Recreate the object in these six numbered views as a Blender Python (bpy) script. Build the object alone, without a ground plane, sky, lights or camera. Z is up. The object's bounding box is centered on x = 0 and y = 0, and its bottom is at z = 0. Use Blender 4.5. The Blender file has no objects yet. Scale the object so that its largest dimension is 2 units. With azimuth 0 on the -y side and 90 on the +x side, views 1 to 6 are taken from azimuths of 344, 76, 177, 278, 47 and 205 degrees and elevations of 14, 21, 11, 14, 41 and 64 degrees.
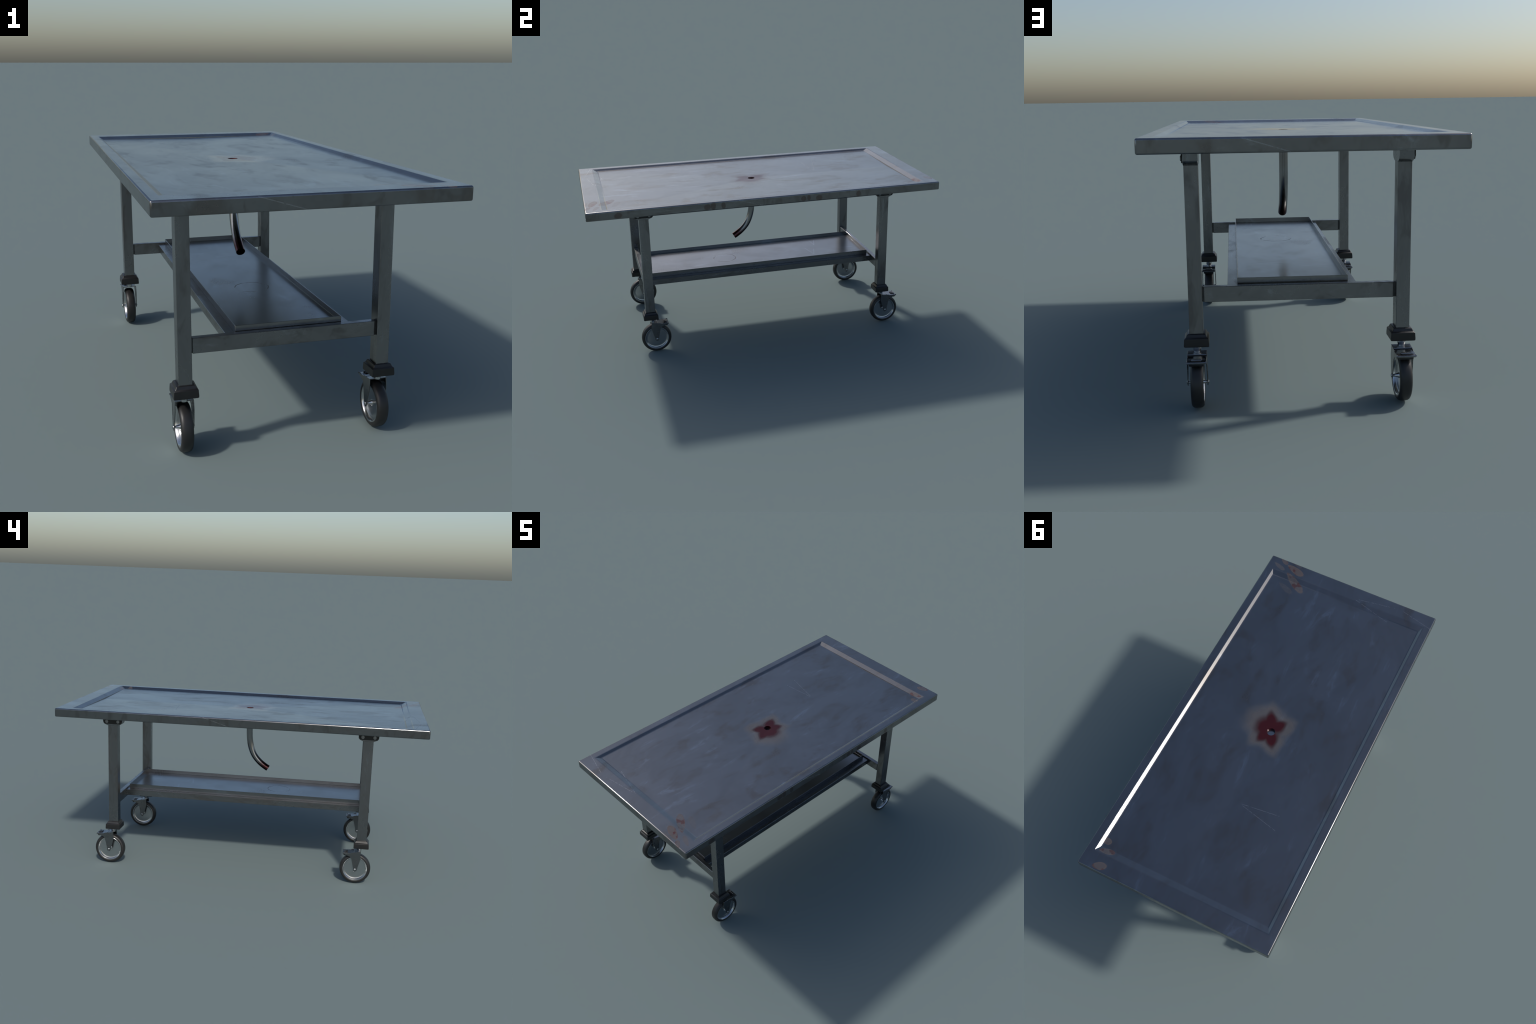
import bpy, bmesh, math, random
from mathutils import Vector, Matrix

random.seed(7)

# ------------------------------------------------------------------ sizes (metres)
TOP_HX, TOP_HY = 0.4837, 1.0            # half size of the table top
TOP_Z0, TOP_Z1 = 0.8592, 0.9060        # underside and rim of the table top
RIM_X, RIM_Y = 0.4445, 0.9155          # inner edge of the flat rim
FLOOR_X, FLOOR_Y = 0.427, 0.8835       # where the sloped inner wall meets the floor
FLOOR_Z, DRAIN_Z = 0.8952, 0.8885
DRAIN_R = 0.0205
LEG_X = (-0.346, 0.3425)
LEG_Y = (-0.6925, 0.7122)
LEG_W, LEG_D = 0.0455, 0.0530
SOCKET_Z = 0.2095
WHEEL_R, WHEEL_DY = 0.0853, 0.0265

# ------------------------------------------------------------------ node helpers
class Graph:
    def __init__(self, name):
        self.mat = bpy.data.materials.new(name)
        self.mat.use_nodes = True
        self.t = self.mat.node_tree
        self.t.nodes.clear()
        self.out = self.t.nodes.new("ShaderNodeOutputMaterial")
        self.bsdf = self.t.nodes.new("ShaderNodeBsdfPrincipled")
        self.t.links.new(self.bsdf.outputs[0], self.out.inputs[0])
        self.co = self.t.nodes.new("ShaderNodeTexCoord").outputs["Object"]

    def plug(self, sock, v):
        if isinstance(v, bpy.types.NodeSocket):
            self.t.links.new(v, sock)
        elif isinstance(v, (tuple, list)) and len(v) == 3 and sock.type == "RGBA":
            sock.default_value = (*v, 1.0)
        else:
            sock.default_value = v

    def math(self, op, a, b=None, c=None, clamp=False):
        n = self.t.nodes.new("ShaderNodeMath")
        n.operation, n.use_clamp = op, clamp
        for i, v in enumerate((a, b, c)):
            if v is not None:
                self.plug(n.inputs[i], v)
        return n.outputs[0]

    def vec(self, op, a, b=None, s=None):
        n = self.t.nodes.new("ShaderNodeVectorMath")
        n.operation = op
        self.plug(n.inputs[0], a)
        if b is not None:
            self.plug(n.inputs[1], b)
        if s is not None:
            self.plug(n.inputs["Scale"], s)
        return n.outputs["Value"] if op in ("LENGTH", "DOT_PRODUCT", "DISTANCE") else n.outputs["Vector"]

    def add(self, a, b): return self.math("ADD", a, b)
    def mul(self, a, b): return self.math("MULTIPLY", a, b)
    def mx(self, a, b): return self.math("MAXIMUM", a, b)

    def ramp(self, v, a, b, lo=0.0, hi=1.0):
        n = self.t.nodes.new("ShaderNodeMapRange")
        n.interpolation_type = "SMOOTHSTEP"
        for k, x in zip(("Value", "From Min", "From Max", "To Min", "To Max"), (v, a, b, lo, hi)):
            self.plug(n.inputs[k], x)
        return n.outputs[0]

    def noise(self, scale, stretch=(1, 1, 1), detail=4.0, rough=0.55, dist=0.0, offset=(0, 0, 0), co=None):
        m = self.t.nodes.new("ShaderNodeMapping")
        m.inputs["Location"].default_value = offset
        m.inputs["Scale"].default_value = stretch
        self.plug(m.inputs["Vector"], co or self.co)
        n = self.t.nodes.new("ShaderNodeTexNoise")
        n.inputs["Scale"].default_value = scale
        n.inputs["Detail"].default_value = detail
        n.inputs["Roughness"].default_value = rough
        n.inputs["Distortion"].default_value = dist
        self.plug(n.inputs["Vector"], m.outputs[0])
        return n.outputs["Fac"]

    def mix(self, f, a, b):
        n = self.t.nodes.new("ShaderNodeMix")
        n.data_type = "RGBA"
        self.plug(n.inputs["Factor"], f)
        self.plug(n.inputs[6], a)
        self.plug(n.inputs[7], b)
        return n.outputs[2]

    def segment(self, a, b, width, co=None):
        """1 on the straight line a-b, falling to 0 at width"""
        a, b = Vector(a), Vector(b)
        ab = b - a
        p = self.vec("SUBTRACT", co or self.co, tuple(a))
        h = self.math("DIVIDE", self.vec("DOT_PRODUCT", p, tuple(ab)), ab.length_squared, clamp=True)
        q = self.vec("SUBTRACT", p, self.vec("SCALE", tuple(ab), s=h))
        return self.ramp(self.vec("LENGTH", q), width * 0.35, width, 1.0, 0.0)

    def oval(self, a, b, width, wob=None, soft=0.12, taper=0.0):
        """mask of a smear that runs from a to b in plan view, wider towards b with taper"""
        a, b = Vector(a), Vector(b)
        c, d = (a + b) / 2, (b - a)
        L, ang = d.length / 2, math.atan2(d.y, d.x)
        m = self.t.nodes.new("ShaderNodeMapping")
        m.vector_type = "TEXTURE"
        m.inputs["Location"].default_value = (c.x, c.y, 0)
        m.inputs["Rotation"].default_value = (0, 0, ang)
        m.inputs["Scale"].default_value = (L, width / 2, 1e3)
        self.plug(m.inputs["Vector"], self.co)
        v = m.outputs[0]
        if taper:
            s = self.t.nodes.new("ShaderNodeSeparateXYZ")
            self.plug(s.inputs[0], v)
            k = self.math("DIVIDE", s.outputs[1], self.math("MULTIPLY_ADD", s.outputs[0], taper, 1.0))
            cb = self.t.nodes.new("ShaderNodeCombineXYZ")
            self.plug(cb.inputs[0], s.outputs[0]); self.plug(cb.inputs[1], k)
            v = cb.outputs[0]
        r = self.vec("LENGTH", v)
        if wob is not None:
            r = self.add(r, wob)
        return self.ramp(r, 1.0 - soft, 1.0, 1.0, 0.0), r

    def done(self, **kw):
        for k, v in kw.items():
            self.plug(self.bsdf.inputs[k.replace("_", " ")], v)
        return self.mat

    def bump(self, h, strength, dist):
        n = self.t.nodes.new("ShaderNodeBump")
        n.inputs["Strength"].default_value = strength
        n.inputs["Distance"].default_value = dist
        self.plug(n.inputs["Height"], h)
        return n.outputs[0]


STEEL, STEEL_LIGHT, STEEL_BROWN = (0.236, 0.238, 0.242), (0.315, 0.338, 0.365), (0.150, 0.130, 0.116)
BLOOD, SMEAR = (0.050, 0.0035, 0.006), (0.128, 0.088, 0.074)


def steel_base(g, stretch, seed, dirt=0.5, dirt_colour=None, size=1.0):
    """worn sheet steel: cloudy patches, brown grime, pale rubbed streaks"""
    cloud = g.noise(5.0 * size, stretch, 6, 0.62, 0.6, (seed, 0, 0))
    grime = g.noise(11.0 * size, stretch, 4, 0.52, 0.5, (0, seed, 3))
    rub = g.noise(11.0 * size, tuple(0.6 * s if s == min(stretch) else 1.3 * s for s in stretch), 8, 0.72, 0.8, (2, 1, seed))
    col = g.mix(g.ramp(cloud, 0.38, 0.66), STEEL, tuple(0.86 * c for c in STEEL))
    grime_m = g.mul(g.ramp(grime, 0.50, 0.66), g.ramp(cloud, 0.40, 0.58))
    col = g.mix(g.mul(grime_m, dirt), col, dirt_colour or STEEL_BROWN)
    rub_m = g.mul(g.ramp(rub, 0.54, 0.72), g.ramp(cloud, 0.60, 0.42))
    col = g.mix(g.mul(rub_m, 0.85), col, STEEL_LIGHT)
    return col, grime_m, rub_m, cloud


def make_top_steel():
    g = Graph("worn_stained_table_steel")
    col, grime, rub, cloud = steel_base(g, (1.0, 0.5, 1.0), 4.3)
    wobble = g.math("MULTIPLY_ADD", g.noise(38.0, (1, 1, 1), 4, 0.6), 0.7, -0.35)
    patch = g.noise(24.0, (1, 1, 1), 3, 0.5, 0.3, (5, 2, 0))

    up = g.t.nodes.new("ShaderNodeNewGeometry").outputs["Normal"]
    side_face = g.ramp(g.math("ABSOLUTE", g.vec("DOT_PRODUCT", up, (0, 0, 1))), 0.3, 0.6, 1.0, 0.0)
    top_face = g.math("SUBTRACT", 1.0, side_face)

    # finger-like smears in the two corners of the +x side
    smears = [((0.430, -1.00), (0.380, -0.972), 0.026, 0.8), ((0.382, -0.974), (0.266, -0.936), 0.044, 0.9),
              ((0.456, -0.959), (0.378, -0.928), 0.025, 0.5), ((0.362, -0.924), (0.224, -0.835), 0.046, 0.7),
              ((0.376, -0.853), (0.276, -0.808), 0.034, 0.22), ((0.352, -1.0), (0.302, -0.984), 0.018, 0.3),
              ((0.448, 0.850), (0.391, 0.854), 0.034, 0.75), ((0.430, 0.906), (0.348, 0.888), 0.032, 0.6),
              ((0.418, 0.985), (0.346, 0.962), 0.040, 0.75)]
    smear = red = 0.0
    for a, b, w, k in smears:
        m, r = g.oval(a, b, w, g.mul(wobble, 0.30), 0.20, 0.25)
        ring = g.mul(g.ramp(r, 0.62, 0.9), m)
        smear = g.mx(smear, g.mul(m, g.math("MULTIPLY_ADD", ring, 0.3 * k, 0.7 * k)))
        if k > 0.55:
            red = g.mx(red, g.mul(m, k))
    smear = g.mul(smear, top_face)
    red = g.mul(g.mul(red, top_face), g.ramp(patch, 0.52, 0.60))
    col = g.mix(smear, col, SMEAR)
    col = g.mix(g.mul(red, 0.85), col, (0.115, 0.028, 0.029))

    # star-shaped pool around the drain: a core with tapering tips and a faint halo, all soft-edged
    soft = g.math("MULTIPLY_ADD", g.noise(16.0, (1, 1, 1), 2, 0.5), 0.36, -0.18)
    tips = [(0.056, -0.118), (-0.052, -0.088), (-0.050, 0.090), (0.046, 0.088), (0.086, 0.012)]
    def star(tips, inner, width, grow):
        best = g.oval((0.086 * inner, 0.020), (-0.034 * inner, -0.052 * inner), 0.118 * inner, soft, 0.2, 0.0)[1]
        for x, y in tips:
            best = g.math("SMOOTH_MIN", best, g.oval((x * grow, y * grow), (-0.10 * x + 0.008, -0.10 * y - 0.012), width, soft, 0.2, 0.55)[1], 0.25)
        return best
    core = g.ramp(star(tips, 1.12, 0.084, 0.98), 0.45, 1.15, 1.0, 0.0)
    halo = g.ramp(star([(0.07, -0.165), (-0.10, -0.112), (-0.075, 0.128), (0.078, 0.118), (0.15, 0.0)], 1.85, 0.150, 1.0), 0.45, 1.12, 1.0, 0.0)
    col = g.mix(g.mul(halo, 0.62), col, (0.122, 0.100, 0.090))
    col = g.mix(g.mul(core, 0.96), col, BLOOD)

    # brown rub marks on the long +x skirt
    skirt = 0.0
    for y, wy, wz, dz in [(-0.36, 0.022, 0.017, 0.0), (-0.325, 0.016, 0.024, 0.004), (-0.271, 0.014, 0.022, 0.003), (0.182, 0.016, 0.018, 0),
                          (0.212, 0.012, 0.018, 0.002), (0.272, 0.020, 0.018, -0.004), (0.505, 0.016, 0.018, 0), (-0.833, 0.024, 0.018, 0)]:
        d = g.vec("SUBTRACT", g.co, (0.483, y, 0.880 + dz))
        d = g.vec("MULTIPLY", d, (60.0, 1 / wy, 1 / wz))
        skirt = g.mx(skirt, g.ramp(g.add(g.vec("LENGTH", d), g.mul(wobble, 0.9)), 0.75, 1.0, 1.0, 0.0))
    col = g.mix(g.mul(skirt, 0.7), col, (0.125, 0.092, 0.084))

    streak = g.ramp(g.noise(26.0, (1, 1, 0.45), 5, 0.6, 0.6, (1, 7, 2)), 0.50, 0.68)
    col = g.mix(g.mul(g.mul(streak, side_face), 0.6), col, (0.150, 0.142, 0.138))

    # scratches: hooked pairs on the top, one slanting line on every skirt
    gaps = g.ramp(g.noise(60.0, (1, 1, 1), 2, 0.6), 0.36, 0.5)
    scr = 0.0
    z = 0.905
    flat = g.vec("MULTIPLY", g.co, (1, 1, 0))
    for a, b in [((-0.067, -0.929), (-0.262, -0.962)), ((-0.046, -0.921), (-0.255, -0.868)), ((-0.488, -0.917), (-0.312, -0.962)),
                 ((-0.046, 0.411), (-0.237, 0.389)), ((-0.058, 0.417), (-0.25, 0.463))]:
        scr = g.mx(scr, g.segment((*a, 0), (*b, 0), 0.0019, flat))
    scr = g.mul(g.mul(scr, top_face), g.math("MULTIPLY_ADD", gaps, 0.65, 0.12))
    side = 0.0
    for s in (1, -1):
        side = g.mx(side, g.segment((-0.185 * s, -TOP_HY * s, 0.904), (-0.043 * s, -TOP_HY * s, 0.8614), 0.0022))
        side = g.mx(side, g.segment((TOP_HX * s, -0.185 * s, 0.904), (TOP_HX * s, -0.043 * s, 0.8614), 0.0022))
    scr = g.mx(scr, g.mul(side, g.math("MULTIPLY_ADD", gaps, 0.5, 0.2)))
    col = g.mix(g.mul(scr, 0.38), col, (0.46, 0.48, 0.51))

    rough = g.math("MULTIPLY_ADD", cloud, 0.12, 0.160)
    rough = g.math("MULTIPLY_ADD", grime, 0.04, rough)
    rough = g.math("MULTIPLY_ADD", g.mx(core, g.mul(halo, 0.7)), -0.085, rough)
    rough = g.math("MULTIPLY_ADD", scr, 0.15, rough)
    metal = g.math("SUBTRACT", 1.0, g.mul(0.55, g.mx(core, g.mx(g.mul(halo, 0.62), smear))))
    fine = g.noise(120.0, (1.0, 0.12, 1.0), 3, 0.6)
    return g.done(Base_Color=col, Roughness=rough, Metallic=metal, Normal=g.bump(fine, 0.02, 0.002))


def make_frame_steel(name, stretch, seed, rough0=0.27, tint=1.0, vary=True, stain=None):
    g = Graph(name)
    if vary:
        info = g.t.nodes.new("ShaderNodeObjectInfo").outputs["Random"]
        g.co = g.vec("ADD", g.co, g.vec("SCALE", (3.0, 5.0, 2.0), s=info))
    col, grime, rub, cloud = steel_base(g, stretch, seed, 0.85, (0.145, 0.142, 0.140), 1.7)
    if tint != 1.0:
        col = g.mix(1.0 - tint, col, (0, 0, 0))
    rough = g.math("MULTIPLY_ADD", grime, 0.10, g.math("MULTIPLY_ADD", cloud, 0.12, rough0 - 0.05))
    fine = g.noise(140.0, tuple(0.2 if s == min(stretch) else 1.0 for s in stretch), 3, 0.6)
    return g.done(Base_Color=col, Roughness=rough, Metallic=1.0, Normal=g.bump(fine, 0.010, 0.002))


def make_tray_steel():
    g = Graph("shelf_tray_steel")
    col, grime, rub, cloud = steel_base(g, (1.0, 0.6, 1.0), 9.1, 0.14)
    wob = g.noise(20.0, (1, 1, 1), 3, 0.5)
    d = g.vec("LENGTH", g.vec("MULTIPLY", g.vec("SUBTRACT", g.co, (0.026, -0.186, 0.0)), (1, 1, 0)))
    d = g.math("MULTIPLY_ADD", wob, 0.012, d)
    ring = g.ramp(g.math("ABSOLUTE", g.math("SUBTRACT", d, 0.072)), 0.0008, 0.0032, 1.0, 0.0)
    ring = g.mul(ring, g.ramp(g.noise(14.0, (1, 1, 1), 2), 0.40, 0.52))
    col = g.mix(g.mul(ring, 0.75), col, (0.13, 0.11, 0.105))
    scr = 0.0
    flat = g.vec("MULTIPLY", g.co, (1, 1, 0))
    for a, b in [((-0.131, 0.40), (-0.036, 0.409)), ((-0.127, 0.435), (-0.036, 0.411)), ((0.005, 0.335), (0.122, 0.358)), ((0.037, 0.386), (0.122, 0.360))]:
        scr = g.mx(scr, g.segment((*a, 0), (*b, 0), 0.002, flat))
    col = g.mix(g.mul(scr, 0.35), col, (0.5, 0.53, 0.56))
    col = g.mix(0.06, col, (0.6, 0.6, 0.6))
    rough = g.math("MULTIPLY_ADD", grime, 0.03, g.math("MULTIPLY_ADD", cloud, 0.08, 0.20))
    rough = g.math("MULTIPLY_ADD", ring, 0.2, rough)
    return g.done(Base_Color=col, Roughness=rough, Metallic=1.0)


def make_pipe_steel():
    g = Graph("drain_pipe_steel")
    col, grime, rub, cloud = steel_base(g, (1, 1, 0.6), 2.2)
    end = g.vec("DISTANCE", g.co, (0.0, -0.122, 0.529))
    end = g.math("MULTIPLY_ADD", g.noise(40.0, (1, 1, 1), 3), 0.03, end)
    m = g.ramp(end, 0.05, 0.11, 1.0, 0.0)
    col = g.mix(0.15, col, (0.6, 0.6, 0.6))
    col = g.mix(g.mul(m, 0.88), col, (0.085, 0.012, 0.014))
    return g.done(Base_Color=col, Roughness=g.math("MULTIPLY_ADD", cloud, 0.1, 0.14), Metallic=1.0)


def make_plain(name, colour, rough, metal, vary=0.2, scale=30.0):
    g = Graph(name)
    n = g.noise(scale, (1, 1, 1), 5, 0.6)
    col = g.mix(g.ramp(n, 0.35, 0.7), colour, tuple(c * (1 - vary) for c in colour))
    return g.done(Base_Color=col, Roughness=g.math("MULTIPLY_ADD", n, 0.12, rough - 0.06), Metallic=metal)


M_TOP = make_top_steel()
M_LEG = make_frame_steel("leg_steel", (1.0, 1.0, 0.35), 1.7)
M_BAR = make_frame_steel("crossbar_steel", (0.7, 1.0, 1.0), 6.4)
M_RAIL = make_frame_steel("shelf_rail_steel", (1.0, 0.35, 1.0), 3.8)
M_DARK = make_frame_steel("dark_joint_steel", (1.0, 1.0, 1.0), 3.1, 0.35, 0.45)
M_TRAY = make_tray_steel()
M_PIPE = make_pipe_steel()
M_PLASTIC = make_plain("black_socket_plastic", (0.0115, 0.0115, 0.012), 0.38, 0.0, 0.3)
M_PLATE = make_plain("black_bracket_plate", (0.008, 0.008, 0.008), 0.5, 0.0, 0.3)
M_RUBBER = make_plain("tyre_rubber", (0.0165, 0.0162, 0.0162), 0.44, 0.0, 0.25)
M_RIM = make_plain("wheel_rim_metal", (0.56, 0.57, 0.575), 0.24, 1.0, 0.1)
M_FORK = make_frame_steel("caster_fork_steel", (1, 1, 1), 8.0, 0.24)
M_BOLT = make_plain("bolt_steel", (0.42, 0.43, 0.43), 0.30, 1.0, 0.25, 300.0)
M_BOLTPALE = make_plain("bracket_bolt_steel", (0.34, 0.345, 0.345), 0.5, 0.3, 0.35, 260.0)
M_PEDAL = make_plain("brake_pedal_plastic", (0.012, 0.012, 0.014), 0.35, 0.0, 0.2)

# ------------------------------------------------------------------ mesh helpers
ROOT = None


def finish(bm, name, mat, angle=35.0, parent=None, loc=(0, 0, 0), mats=None):
    bmesh.ops.recalc_face_normals(bm, faces=bm.faces)
    me = bpy.data.meshes.new(name)
    lim = math.radians(angle)
    for f in bm.faces:
        f.smooth = True
    for e in bm.edges:
        e.smooth = not (len(e.link_faces) == 2 and e.calc_face_angle(0.0) > lim) and len(e.link_faces) == 2
    bm.to_mesh(me)
    bm.free()
    for m in (mats or [mat]):
        me.materials.append(m)
    return place(me, name, parent, loc)


def place(me, name, parent=None, loc=(0, 0, 0)):
    ob = bpy.data.objects.new(name, me)
    bpy.context.scene.collection.objects.link(ob)
    ob.parent = parent or ROOT
    ob.location = loc
    return ob


def bevel(bm, width, seg=2, edges=None, angle=30):
    bmesh.ops.recalc_face_normals(bm, faces=bm.faces)
    es = edges if edges is not None else [e for e in bm.edges if len(e.link_faces) == 2 and e.calc_face_angle(0) > math.radians(angle)]
    bmesh.ops.bevel(bm, geom=es, offset=width, segments=seg, profile=0.5, affect="EDGES", clamp_overlap=True)


def box(bm, x0, x1, y0, y1, z0, z1):
    v = [bm.verts.new(p) for p in ((x0, y0, z0), (x1, y0, z0), (x1, y1, z0), (x0, y1, z0), (x0, y0, z1), (x1, y0, z1), (x1, y1, z1), (x0, y1, z1))]
    return [bm.faces.new([v[i] for i in q]) for q in ((3, 2, 1, 0), (4, 5, 6, 7), (0, 1, 5, 4), (1, 2, 6, 5), (2, 3, 7, 6), (3, 0, 4, 7))]


def bevel_box(dims, width, seg=2):
    bm = bmesh.new()
    box(bm, *dims)
    bevel(bm, width, seg)
    return bm


def ring(bm, pts):
    return [bm.verts.new(p) for p in pts]


def bridge(bm, a, b):
    n = len(a)
    return [bm.faces.new((a[i], a[(i + 1) % n], b[(i + 1) % n], b[i])) for i in range(n)]


def rect(hx, hy, z, cx=0, cy=0):
    return [(cx - hx, cy - hy, z), (cx + hx, cy - hy, z), (cx + hx, cy + hy, z), (cx - hx, cy + hy, z)]


def lathe(bm, profile, axis="x", seg=48, centre=(0, 0, 0), close=True):
    """profile of (along axis, radius)"""
    rings = []
    for a, r in profile:
        pts = []
        for i in range(seg):
            t = 2 * math.pi * i / seg
            c, s = r * math.cos(t), r * math.sin(t)
            p = (a, c, s) if axis == "x" else (c, s, a)
            pts.append(tuple(p[k] + centre[k] for k in range(3)))
        rings.append(ring(bm, pts))
    for a, b in zip(rings, rings[1:]):
        bridge(bm, a, b)
    if close:
        bm.faces.new(rings[0]); bm.faces.new(rings[-1])
    return rings


def extrude_yz(bm, outline, x_of, thick, side):
    """plate with an outline in (y, z); x_of(z) gives its outer face, thickness goes inwards"""
    out = ring(bm, [(side * x_of(z), y, z) for y, z in outline])
    inn = ring(bm, [(side * (x_of(z) - thick), y, z) for y, z in outline])
    bm.faces.new(out); bm.faces.new(inn)
    bridge(bm, out, inn)


# ------------------------------------------------------------------ root
ROOT = bpy.data.objects.new("mortuary_table", None)
bpy.context.scene.collection.objects.link(ROOT)
ROOT["label"] = "worn steel mortuary table on casters with drain and lower tray"
ROOT["category"] = "trolley table"

# ------------------------------------------------------------------ table top
bm = bmesh.new()
b0 = ring(bm, rect(TOP_HX, TOP_HY, TOP_Z0))
b1 = ring(bm, rect(TOP_HX, TOP_HY, TOP_Z1))
bm.faces.new(b0)
bridge(bm, b0, b1)
rim = ring(bm, rect(RIM_X, RIM_Y, TOP_Z1))
bridge(bm, b1, rim)
outer = set(b0) | set(b1)
edges = [e for e in bm.edges if e.verts[0] in outer and e.verts[1] in outer]
wall = ring(bm, rect(FLOOR_X, FLOOR_Y, FLOOR_Z))
bridge(bm, rim, wall)
# the floor falls to the drain; its +y edge sags a few millimetres below the sloped wall
low1 = bm.verts.new((0, FLOOR_Y - 0.0004, FLOOR_Z - 0.0042))
N = 20
hole = ring(bm, [(DRAIN_R * math.sin(2 * math.pi * i / N), -DRAIN_R * math.cos(2 * math.pi * i / N), DRAIN_Z) for i in range(N)])
bm.faces.new((wall[2], low1, wall[3]))
# hole index 0 points to -y, N/4 to +x, N/2 to +y, 3N/4 to -x ; corners sit at N/8 steps
q = N // 4
c = [round(N / 8 + k * N / 4) for k in range(4)]      # (+,-) (+,+) (-,+) (-,-)
def arc(a, b):
    out, i = [], a
    while True:
        out.append(hole[i % N])
        if i % N == b % N:
            return out
        i += 1
bm.faces.new([wall[0], wall[1]] + arc(c[3], c[0])[::-1])
bm.faces.new([wall[1], wall[2]] + arc(c[0], c[1])[::-1])
bm.faces.new([wall[2], low1] + arc(c[1], 2 * q)[::-1])
bm.faces.new([low1, wall[3]] + arc(2 * q, c[2])[::-1])
bm.faces.new([wall[3], wall[0]] + arc(c[2], c[3])[::-1])
# drain cup
r1 = ring(bm, [(v.co.x * 0.96, v.co.y * 0.96, DRAIN_Z - 0.003) for v in hole])
r2 = ring(bm, [(v.co.x * 0.90, v.co.y * 0.90, DRAIN_Z - 0.024) for v in hole])
bridge(bm, hole, r1); bridge(bm, r1, r2); bm.faces.new(r2)
soft = [e for e in bm.edges if (e.verts[0] in rim and e.verts[1] in rim) or (e.verts[0] in wall and e.verts[1] in wall and not (e.verts[0].co.y > 0 and e.verts[1].co.y > 0))]
bevel(bm, 0.0030, 2, soft)
edges = [e for e in edges if e.is_valid]
bevel(bm, 0.0058, 3, edges)
top = finish(bm, "table_top", M_TOP, 40)
# facets of the funnel floor stay flat
for p in top.data.polygons:
    if p.area > 0.02:
        p.use_smooth = False

# ------------------------------------------------------------------ drain pipe
path = [(0.0, 0.872), (-0.0005, 0.80), (-0.0015, 0.745), (-0.004, 0.705), (-0.0105, 0.668), (-0.0215, 0.634), (-0.037, 0.604),
        (-0.0575, 0.579), (-0.0785, 0.5595), (-0.0985, 0.545), (-0.1185, 0.5325)]
def catmull(pts, n):
    P = [Vector(p) for p in pts]
    P = [2 * P[0] - P[1]] + P + [2 * P[-1] - P[-2]]
    out = []
    for i in range(1, len(P) - 2):
        for k in range(n):
            t = k / n
            a, b, c2, d = P[i - 1], P[i], P[i + 1], P[i + 2]
            out.append(0.5 * ((2 * b) + (c2 - a) * t + (2 * a - 5 * b + 4 * c2 - d) * t * t + (3 * b - a - 3 * c2 + d) * t ** 3))
    return out + [P[-2]]
line = catmull(path, 4)
bm = bmesh.new()
def tube_ring(i, r):
    a, b = line[max(i - 1, 0)], line[min(i + 1, len(line) - 1)]
    d = (b - a).normalized()
    nrm = Vector((-d.y, d.x))
    return ring(bm, [(r * math.cos(t), line[i].x + nrm.x * r * math.sin(t), line[i].y + nrm.y * r * math.sin(t)) for t in [2 * math.pi * k / 20 for k in range(20)]])
rs = [tube_ring(i, 0.0182) for i in range(len(line))]
for a, b in zip(rs, rs[1:]):
    bridge(bm, a, b)
ins = [tube_ring(i, 0.0166) for i in range(len(line) - 1, len(line) - 12, -1)]
bridge(bm, rs[-1], ins[0])
for a, b in zip(ins, ins[1:]):
    bridge(bm, a, b)
bm.faces.new(ins[-1]); bm.faces.new(rs[0])
finish(bm, "drain_pipe", M_PIPE, 50)

# ------------------------------------------------------------------ legs with brackets, sockets and casters
hw, hd = LEG_W / 2, LEG_D / 2
bm = bevel_box((-hw, hw, -hd, hd, 0.215 , 0.8592), 0.0012, 1)
leg_proto = finish(bm, "leg", M_LEG)

# collar: wider than the leg along the table, drawn in towards the leg at its foot
bm = bmesh.new()
co_r = [ring(bm, rect(*p)) for p in ((hw + 0.0012, hd + 0.0015, 0.8065), (hw + 0.0013, 0.0470, 0.8150), (hw + 0.0013, 0.0540, 0.8235), (hw + 0.0013, 0.0545, 0.8590))]
for a, b in zip(co_r, co_r[1:]):
    bridge(bm, a, b)
bm.faces.new(co_r[0]); bm.faces.new(co_r[-1])
bevel(bm, 0.001, 1)
collar = finish(bm, "mounting_collar", M_LEG, 30)

def bracket_plate(side):
    bm = bmesh.new()
    half = [(0.0545, 0.8588), (0.0545, 0.8385), (0.0532, 0.8305), (0.0502, 0.8225), (0.0462, 0.8165), (0.0440, 0.8155)]
    outline = half + [(-y, z) for y, z in reversed(half)]
    extrude_yz(bm, outline, lambda z: hw + 0.0048, 0.0034, side)
    bevel(bm, 0.0006, 1)
    return finish(bm, "bracket_plate", M_PLATE, 30)

def bracket_bolt(side):
    bm = bmesh.new()
    prof = [(hw + 0.0046, 0.0088), (hw + 0.0078, 0.0088), (hw + 0.0088, 0.0076), (hw + 0.0088, 0.0042), (hw + 0.0074, 0.0036), (hw + 0.0074, 0.0002)]
    lathe(bm, [(side * a, r) for a, r in prof], "x", 24)
    return finish(bm, "bracket_bolt", M_BOLTPALE, 30)

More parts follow.
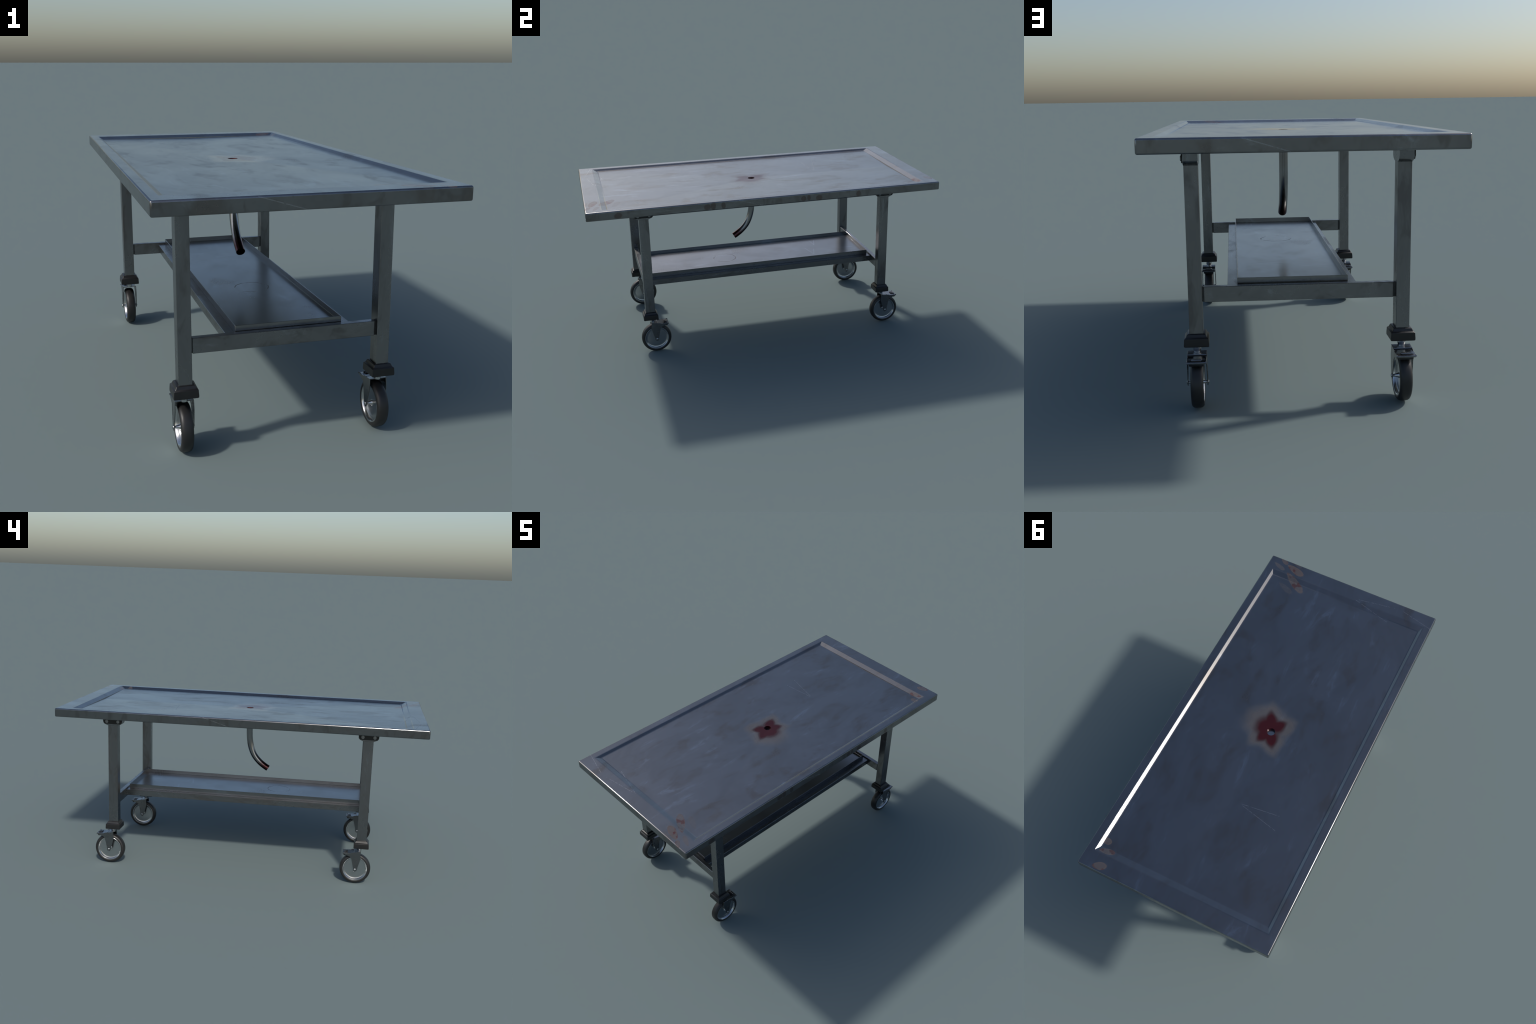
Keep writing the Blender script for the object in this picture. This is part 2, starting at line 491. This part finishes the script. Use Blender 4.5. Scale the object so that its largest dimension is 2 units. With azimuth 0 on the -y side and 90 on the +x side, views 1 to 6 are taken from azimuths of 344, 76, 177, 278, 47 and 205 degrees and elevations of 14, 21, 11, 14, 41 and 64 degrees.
# socket: black foot with a stepped, rounded shoulder
bm = bmesh.new()
sock = [(0.0395, 0.2095), (0.0412, 0.2113), (0.0414, 0.2180), (0.0402, 0.2368), (0.0392, 0.2382), (0.0365, 0.2400), (0.0345, 0.2428),
        (0.0330, 0.2470), (0.0312, 0.2505), (0.0287, 0.2522), (0.0268, 0.2526)]
def shoulder(h, z):
    inset = max(0.0, h - 0.0268)
    return rect(hw + 0.0030 + inset * (0.0416 - hw - 0.003) / (0.0414 - 0.0268), hd + 0.0005 + inset * (0.0414 - hd - 0.0005) / (0.0414 - 0.0268), z)
rr = [ring(bm, shoulder(h, z)) for h, z in sock]
for a, b in zip(rr, rr[1:]):
    bridge(bm, a, b)
bm.faces.new(rr[0]); bm.faces.new(rr[-1])
vert = [e for e in bm.edges if abs(e.verts[0].co.z - e.verts[1].co.z) > 1e-4 and abs(e.verts[0].co.x) > 0.02 and abs(abs(e.verts[0].co.y) - 0) > 0.02]
bevel(bm, 0.0012, 1, vert)
socket = finish(bm, "foot_socket", M_PLASTIC, 25)

# ---- caster parts, built around the wheel hub at the origin
def wheel_tyre():
    bm = bmesh.new()
    half = [(0.0188, 0.0680), (0.0207, 0.0695), (0.0213, 0.0725), (0.0205, 0.0768), (0.0178, 0.0812), (0.0135, 0.0840), (0.0070, 0.0852), (0.0, WHEEL_R)]
    lathe(bm, half + [(-a, r) for a, r in reversed(half[:-1])], "x", 64, close=False)
    return finish(bm, "wheel_tyre", M_RUBBER, 60)

def wheel_rim():
    bm = bmesh.new()
    half = [(0.0190, 0.0690), (0.0199, 0.0678), (0.0196, 0.0650), (0.0180, 0.0632), (0.0130, 0.0612), (0.0098, 0.0600), (0.0086, 0.0575), (0.0084, 0.0500),
            (0.0084, 0.0120), (0.0100, 0.0100), (0.0190, 0.0062), (0.0255, 0.0052)]
    full = [(-0.0, 0.0684)] + half
    lathe(bm, [(-a, r) for a, r in reversed(full[1:])] + full[1:], "x", 56)
    return finish(bm, "wheel_rim", M_RIM, 28)

FORK = [(-0.0260, 0.1020), (-0.0285, 0.0660), (-0.0150, 0.0150), (-0.0125, 0.0030), (-0.0100, -0.0055), (-0.0050, -0.0110), (0.0, -0.0125),
        (0.0050, -0.0110), (0.0095, -0.0055), (0.0110, 0.0030), (0.0115, 0.0150), (0.0230, 0.0640), (0.0295, 0.0722), (0.0480, 0.0785), (0.0655, 0.0850),
        (0.0705, 0.0900), (0.0690, 0.0940), (0.0560, 0.0915), (0.0270, 0.0930), (0.0240, 0.0965)]
def fork_x(z):
    t = min(max((0.075 - z) / 0.02, 0.0), 1.0)
    return 0.0322 + 0.0022 * t * t * (3 - 2 * t)
def fork():
    bm = bmesh.new()
    for s in (1, -1):
        extrude_yz(bm, FORK, fork_x, 0.0028, s)
    top = ring(bm, [(-0.0318, -0.0255, 0.1018), (0.0318, -0.0255, 0.1018), (0.0318, 0.0080, 0.0985), (-0.0318, 0.0080, 0.0985)])
    low = ring(bm, [(v.co.x, v.co.y, v.co.z - 0.0028) for v in top])
    bm.faces.new(top); bm.faces.new(low); bridge(bm, top, low)
    bevel(bm, 0.0006, 1)
    return finish(bm, "caster_fork", M_FORK, 30)

def stem():
    bm = bmesh.new()
    lathe(bm, [(0.0985, 0.0120), (0.1040, 0.0118), (0.1075, 0.0124), (0.1120, 0.0146), (0.1240, 0.0150)], "z", 32, (0, -0.0180, 0))
    return finish(bm, "swivel_stem", M_RIM, 30)

def axle():
    bm = bmesh.new()
    lathe(bm, [(-0.0330, 0.0048), (0.0330, 0.0048)], "x", 16)
    for s in (1, -1):
        lathe(bm, [(s * a, r) for a, r in ((0.0335, 0.0068), (0.0352, 0.0066), (0.0366, 0.0052), (0.0376, 0.0026), (0.0379, 0.0002))], "x", 20)
    return finish(bm, "axle_bolt", M_BOLT, 45)

def lever():
    bm = bmesh.new()
    prof = [(0.0070, 0.0958), (0.0250, 0.0935), (0.0420, 0.0920), (0.0600, 0.0930), (0.0690, 0.0905), (0.0705, 0.0870)]
    top_r = [[bm.verts.new((x, y, z)) for x in (-0.0305, 0.0305)] for y, z in prof]
    bot_r = [[bm.verts.new((x, y - 0.0006, z - 0.0022)) for x in (-0.0305, 0.0305)] for y, z in prof]
    loop = top_r + bot_r[::-1]
    n = len(loop)
    for i in range(n):
        a, b = loop[i], loop[(i + 1) % n]
        bm.faces.new((a[0], a[1], b[1], b[0]))
    bm.faces.new([l[0] for l in loop]); bm.faces.new([l[1] for l in loop])
    lathe(bm, [(-0.0318, 0.0022), (0.0318, 0.0022)], "x", 12, (0, 0.0085, 0.0975))
    lathe(bm, [(-0.0335, 0.0024), (0.0335, 0.0024)], "x", 12, (0, 0.0695, 0.0895))
    # polished stub on top of the pedal
    lathe(bm, [(-0.0170, 0.0002), (-0.0170, 0.0026), (0.0170, 0.0026), (0.0170, 0.0002)], "x", 12, (0, 0.0600, 0.0955))
    return finish(bm, "brake_lever", M_FORK, 30)

def pedal():
    bm = bmesh.new()
    pts = [(0.0300, 0.0905), (0.0640, 0.0905), (0.0685, 0.0850), (0.0650, 0.0760), (0.0600, 0.0745), (0.0400, 0.0800)]
    a = ring(bm, [(-0.0240, y, z) for y, z in pts]); b = ring(bm, [(0.0240, y, z) for y, z in pts])
    bm.faces.new(a); bm.faces.new(b); bridge(bm, a, b)
    box(bm, -0.0150, 0.0150, 0.0440, 0.0650, 0.0900, 0.0955)
    bevel(bm, 0.0010, 2)
    return finish(bm, "brake_pedal", M_PEDAL, 30)

caster_parts = [wheel_tyre(), wheel_rim(), fork(), stem(), axle(), lever(), pedal()]
plates = {s: bracket_plate(s) for s in (1, -1)}
bolts = {s: bracket_bolt(s) for s in (1, -1)}
protos = [leg_proto, collar, socket] + caster_parts + list(plates.values()) + list(bolts.values())
names = {o: o.name.split(".")[0] for o in protos}
d_leg, d_collar, d_socket = leg_proto.data, collar.data, socket.data
d_cast = [(names[o], o.data) for o in caster_parts]
d_plate = {s: plates[s].data for s in plates}
d_bolt = {s: bolts[s].data for s in bolts}
for o in protos:
    bpy.data.objects.remove(o)

for lx in LEG_X:
    side = 1 if lx > 0 else -1
    for ly in LEG_Y:
        leg = place(d_leg, "leg", ROOT, (lx, ly, 0))
        place(d_collar, "mounting_collar", leg)
        place(d_plate[side], "bracket_plate", leg)
        for dy in (-0.0315, 0.0315):
            place(d_bolt[side], "bracket_bolt", leg, (0, dy, 0.8300))
        place(d_socket, "foot_socket", leg)
        caster = bpy.data.objects.new("caster", None)
        bpy.context.scene.collection.objects.link(caster)
        caster.parent = ROOT
        caster.location = (lx, ly + WHEEL_DY, WHEEL_R)
        for nm, me in d_cast:
            place(me, nm, caster)

# ------------------------------------------------------------------ end crossbars
for y0, y1 in ((-0.7058, -0.6822), (0.6895, 0.7131)):
    bm = bevel_box((-0.3180, 0.3148, y0, y1, 0.3520, 0.4045), 0.0012, 1)
    bar = finish(bm, "crossbar", M_BAR)
    for x0, x1 in ((-0.3240, -0.3170), (0.3138, 0.3205)):
        bm = bevel_box((x0, x1, y0 + 0.0022, y1 - 0.0022, 0.3535, 0.4030), 0.0008, 1)
        finish(bm, "crossbar_plug", M_DARK, parent=bar)

# ------------------------------------------------------------------ shelf rails and tray
for x0, x1 in ((-0.2010, -0.1500), (0.1860, 0.2370)):
    bm = bevel_box((x0, x1, -0.6825, 0.6900, 0.3640, 0.3970), 0.0012, 1)
    finish(bm, "shelf_rail", M_RAIL)

TX0, TX1, TY0, TY1 = -0.1700, 0.2030, -0.6790, 0.6760
cx, cy, hx, hy = (TX0 + TX1) / 2, (TY0 + TY1) / 2, (TX1 - TX0) / 2, (TY1 - TY0) / 2
bm = bmesh.new()
W = 0.0022
rings_t = [ring(bm, rect(hx, hy, 0.3971, cx, cy)), ring(bm, rect(hx, hy, 0.4240, cx, cy)), ring(bm, rect(hx - W, hy - W, 0.4240, cx, cy)),
           ring(bm, rect(hx - W - 0.0004, hy - W - 0.0004, 0.4038, cx, cy))]
for a, b in zip(rings_t, rings_t[1:]):
    bridge(bm, a, b)
bm.faces.new(rings_t[0]); bm.faces.new(rings_t[-1])
bevel(bm, 0.0006, 1)
finish(bm, "shelf_tray", M_TRAY)
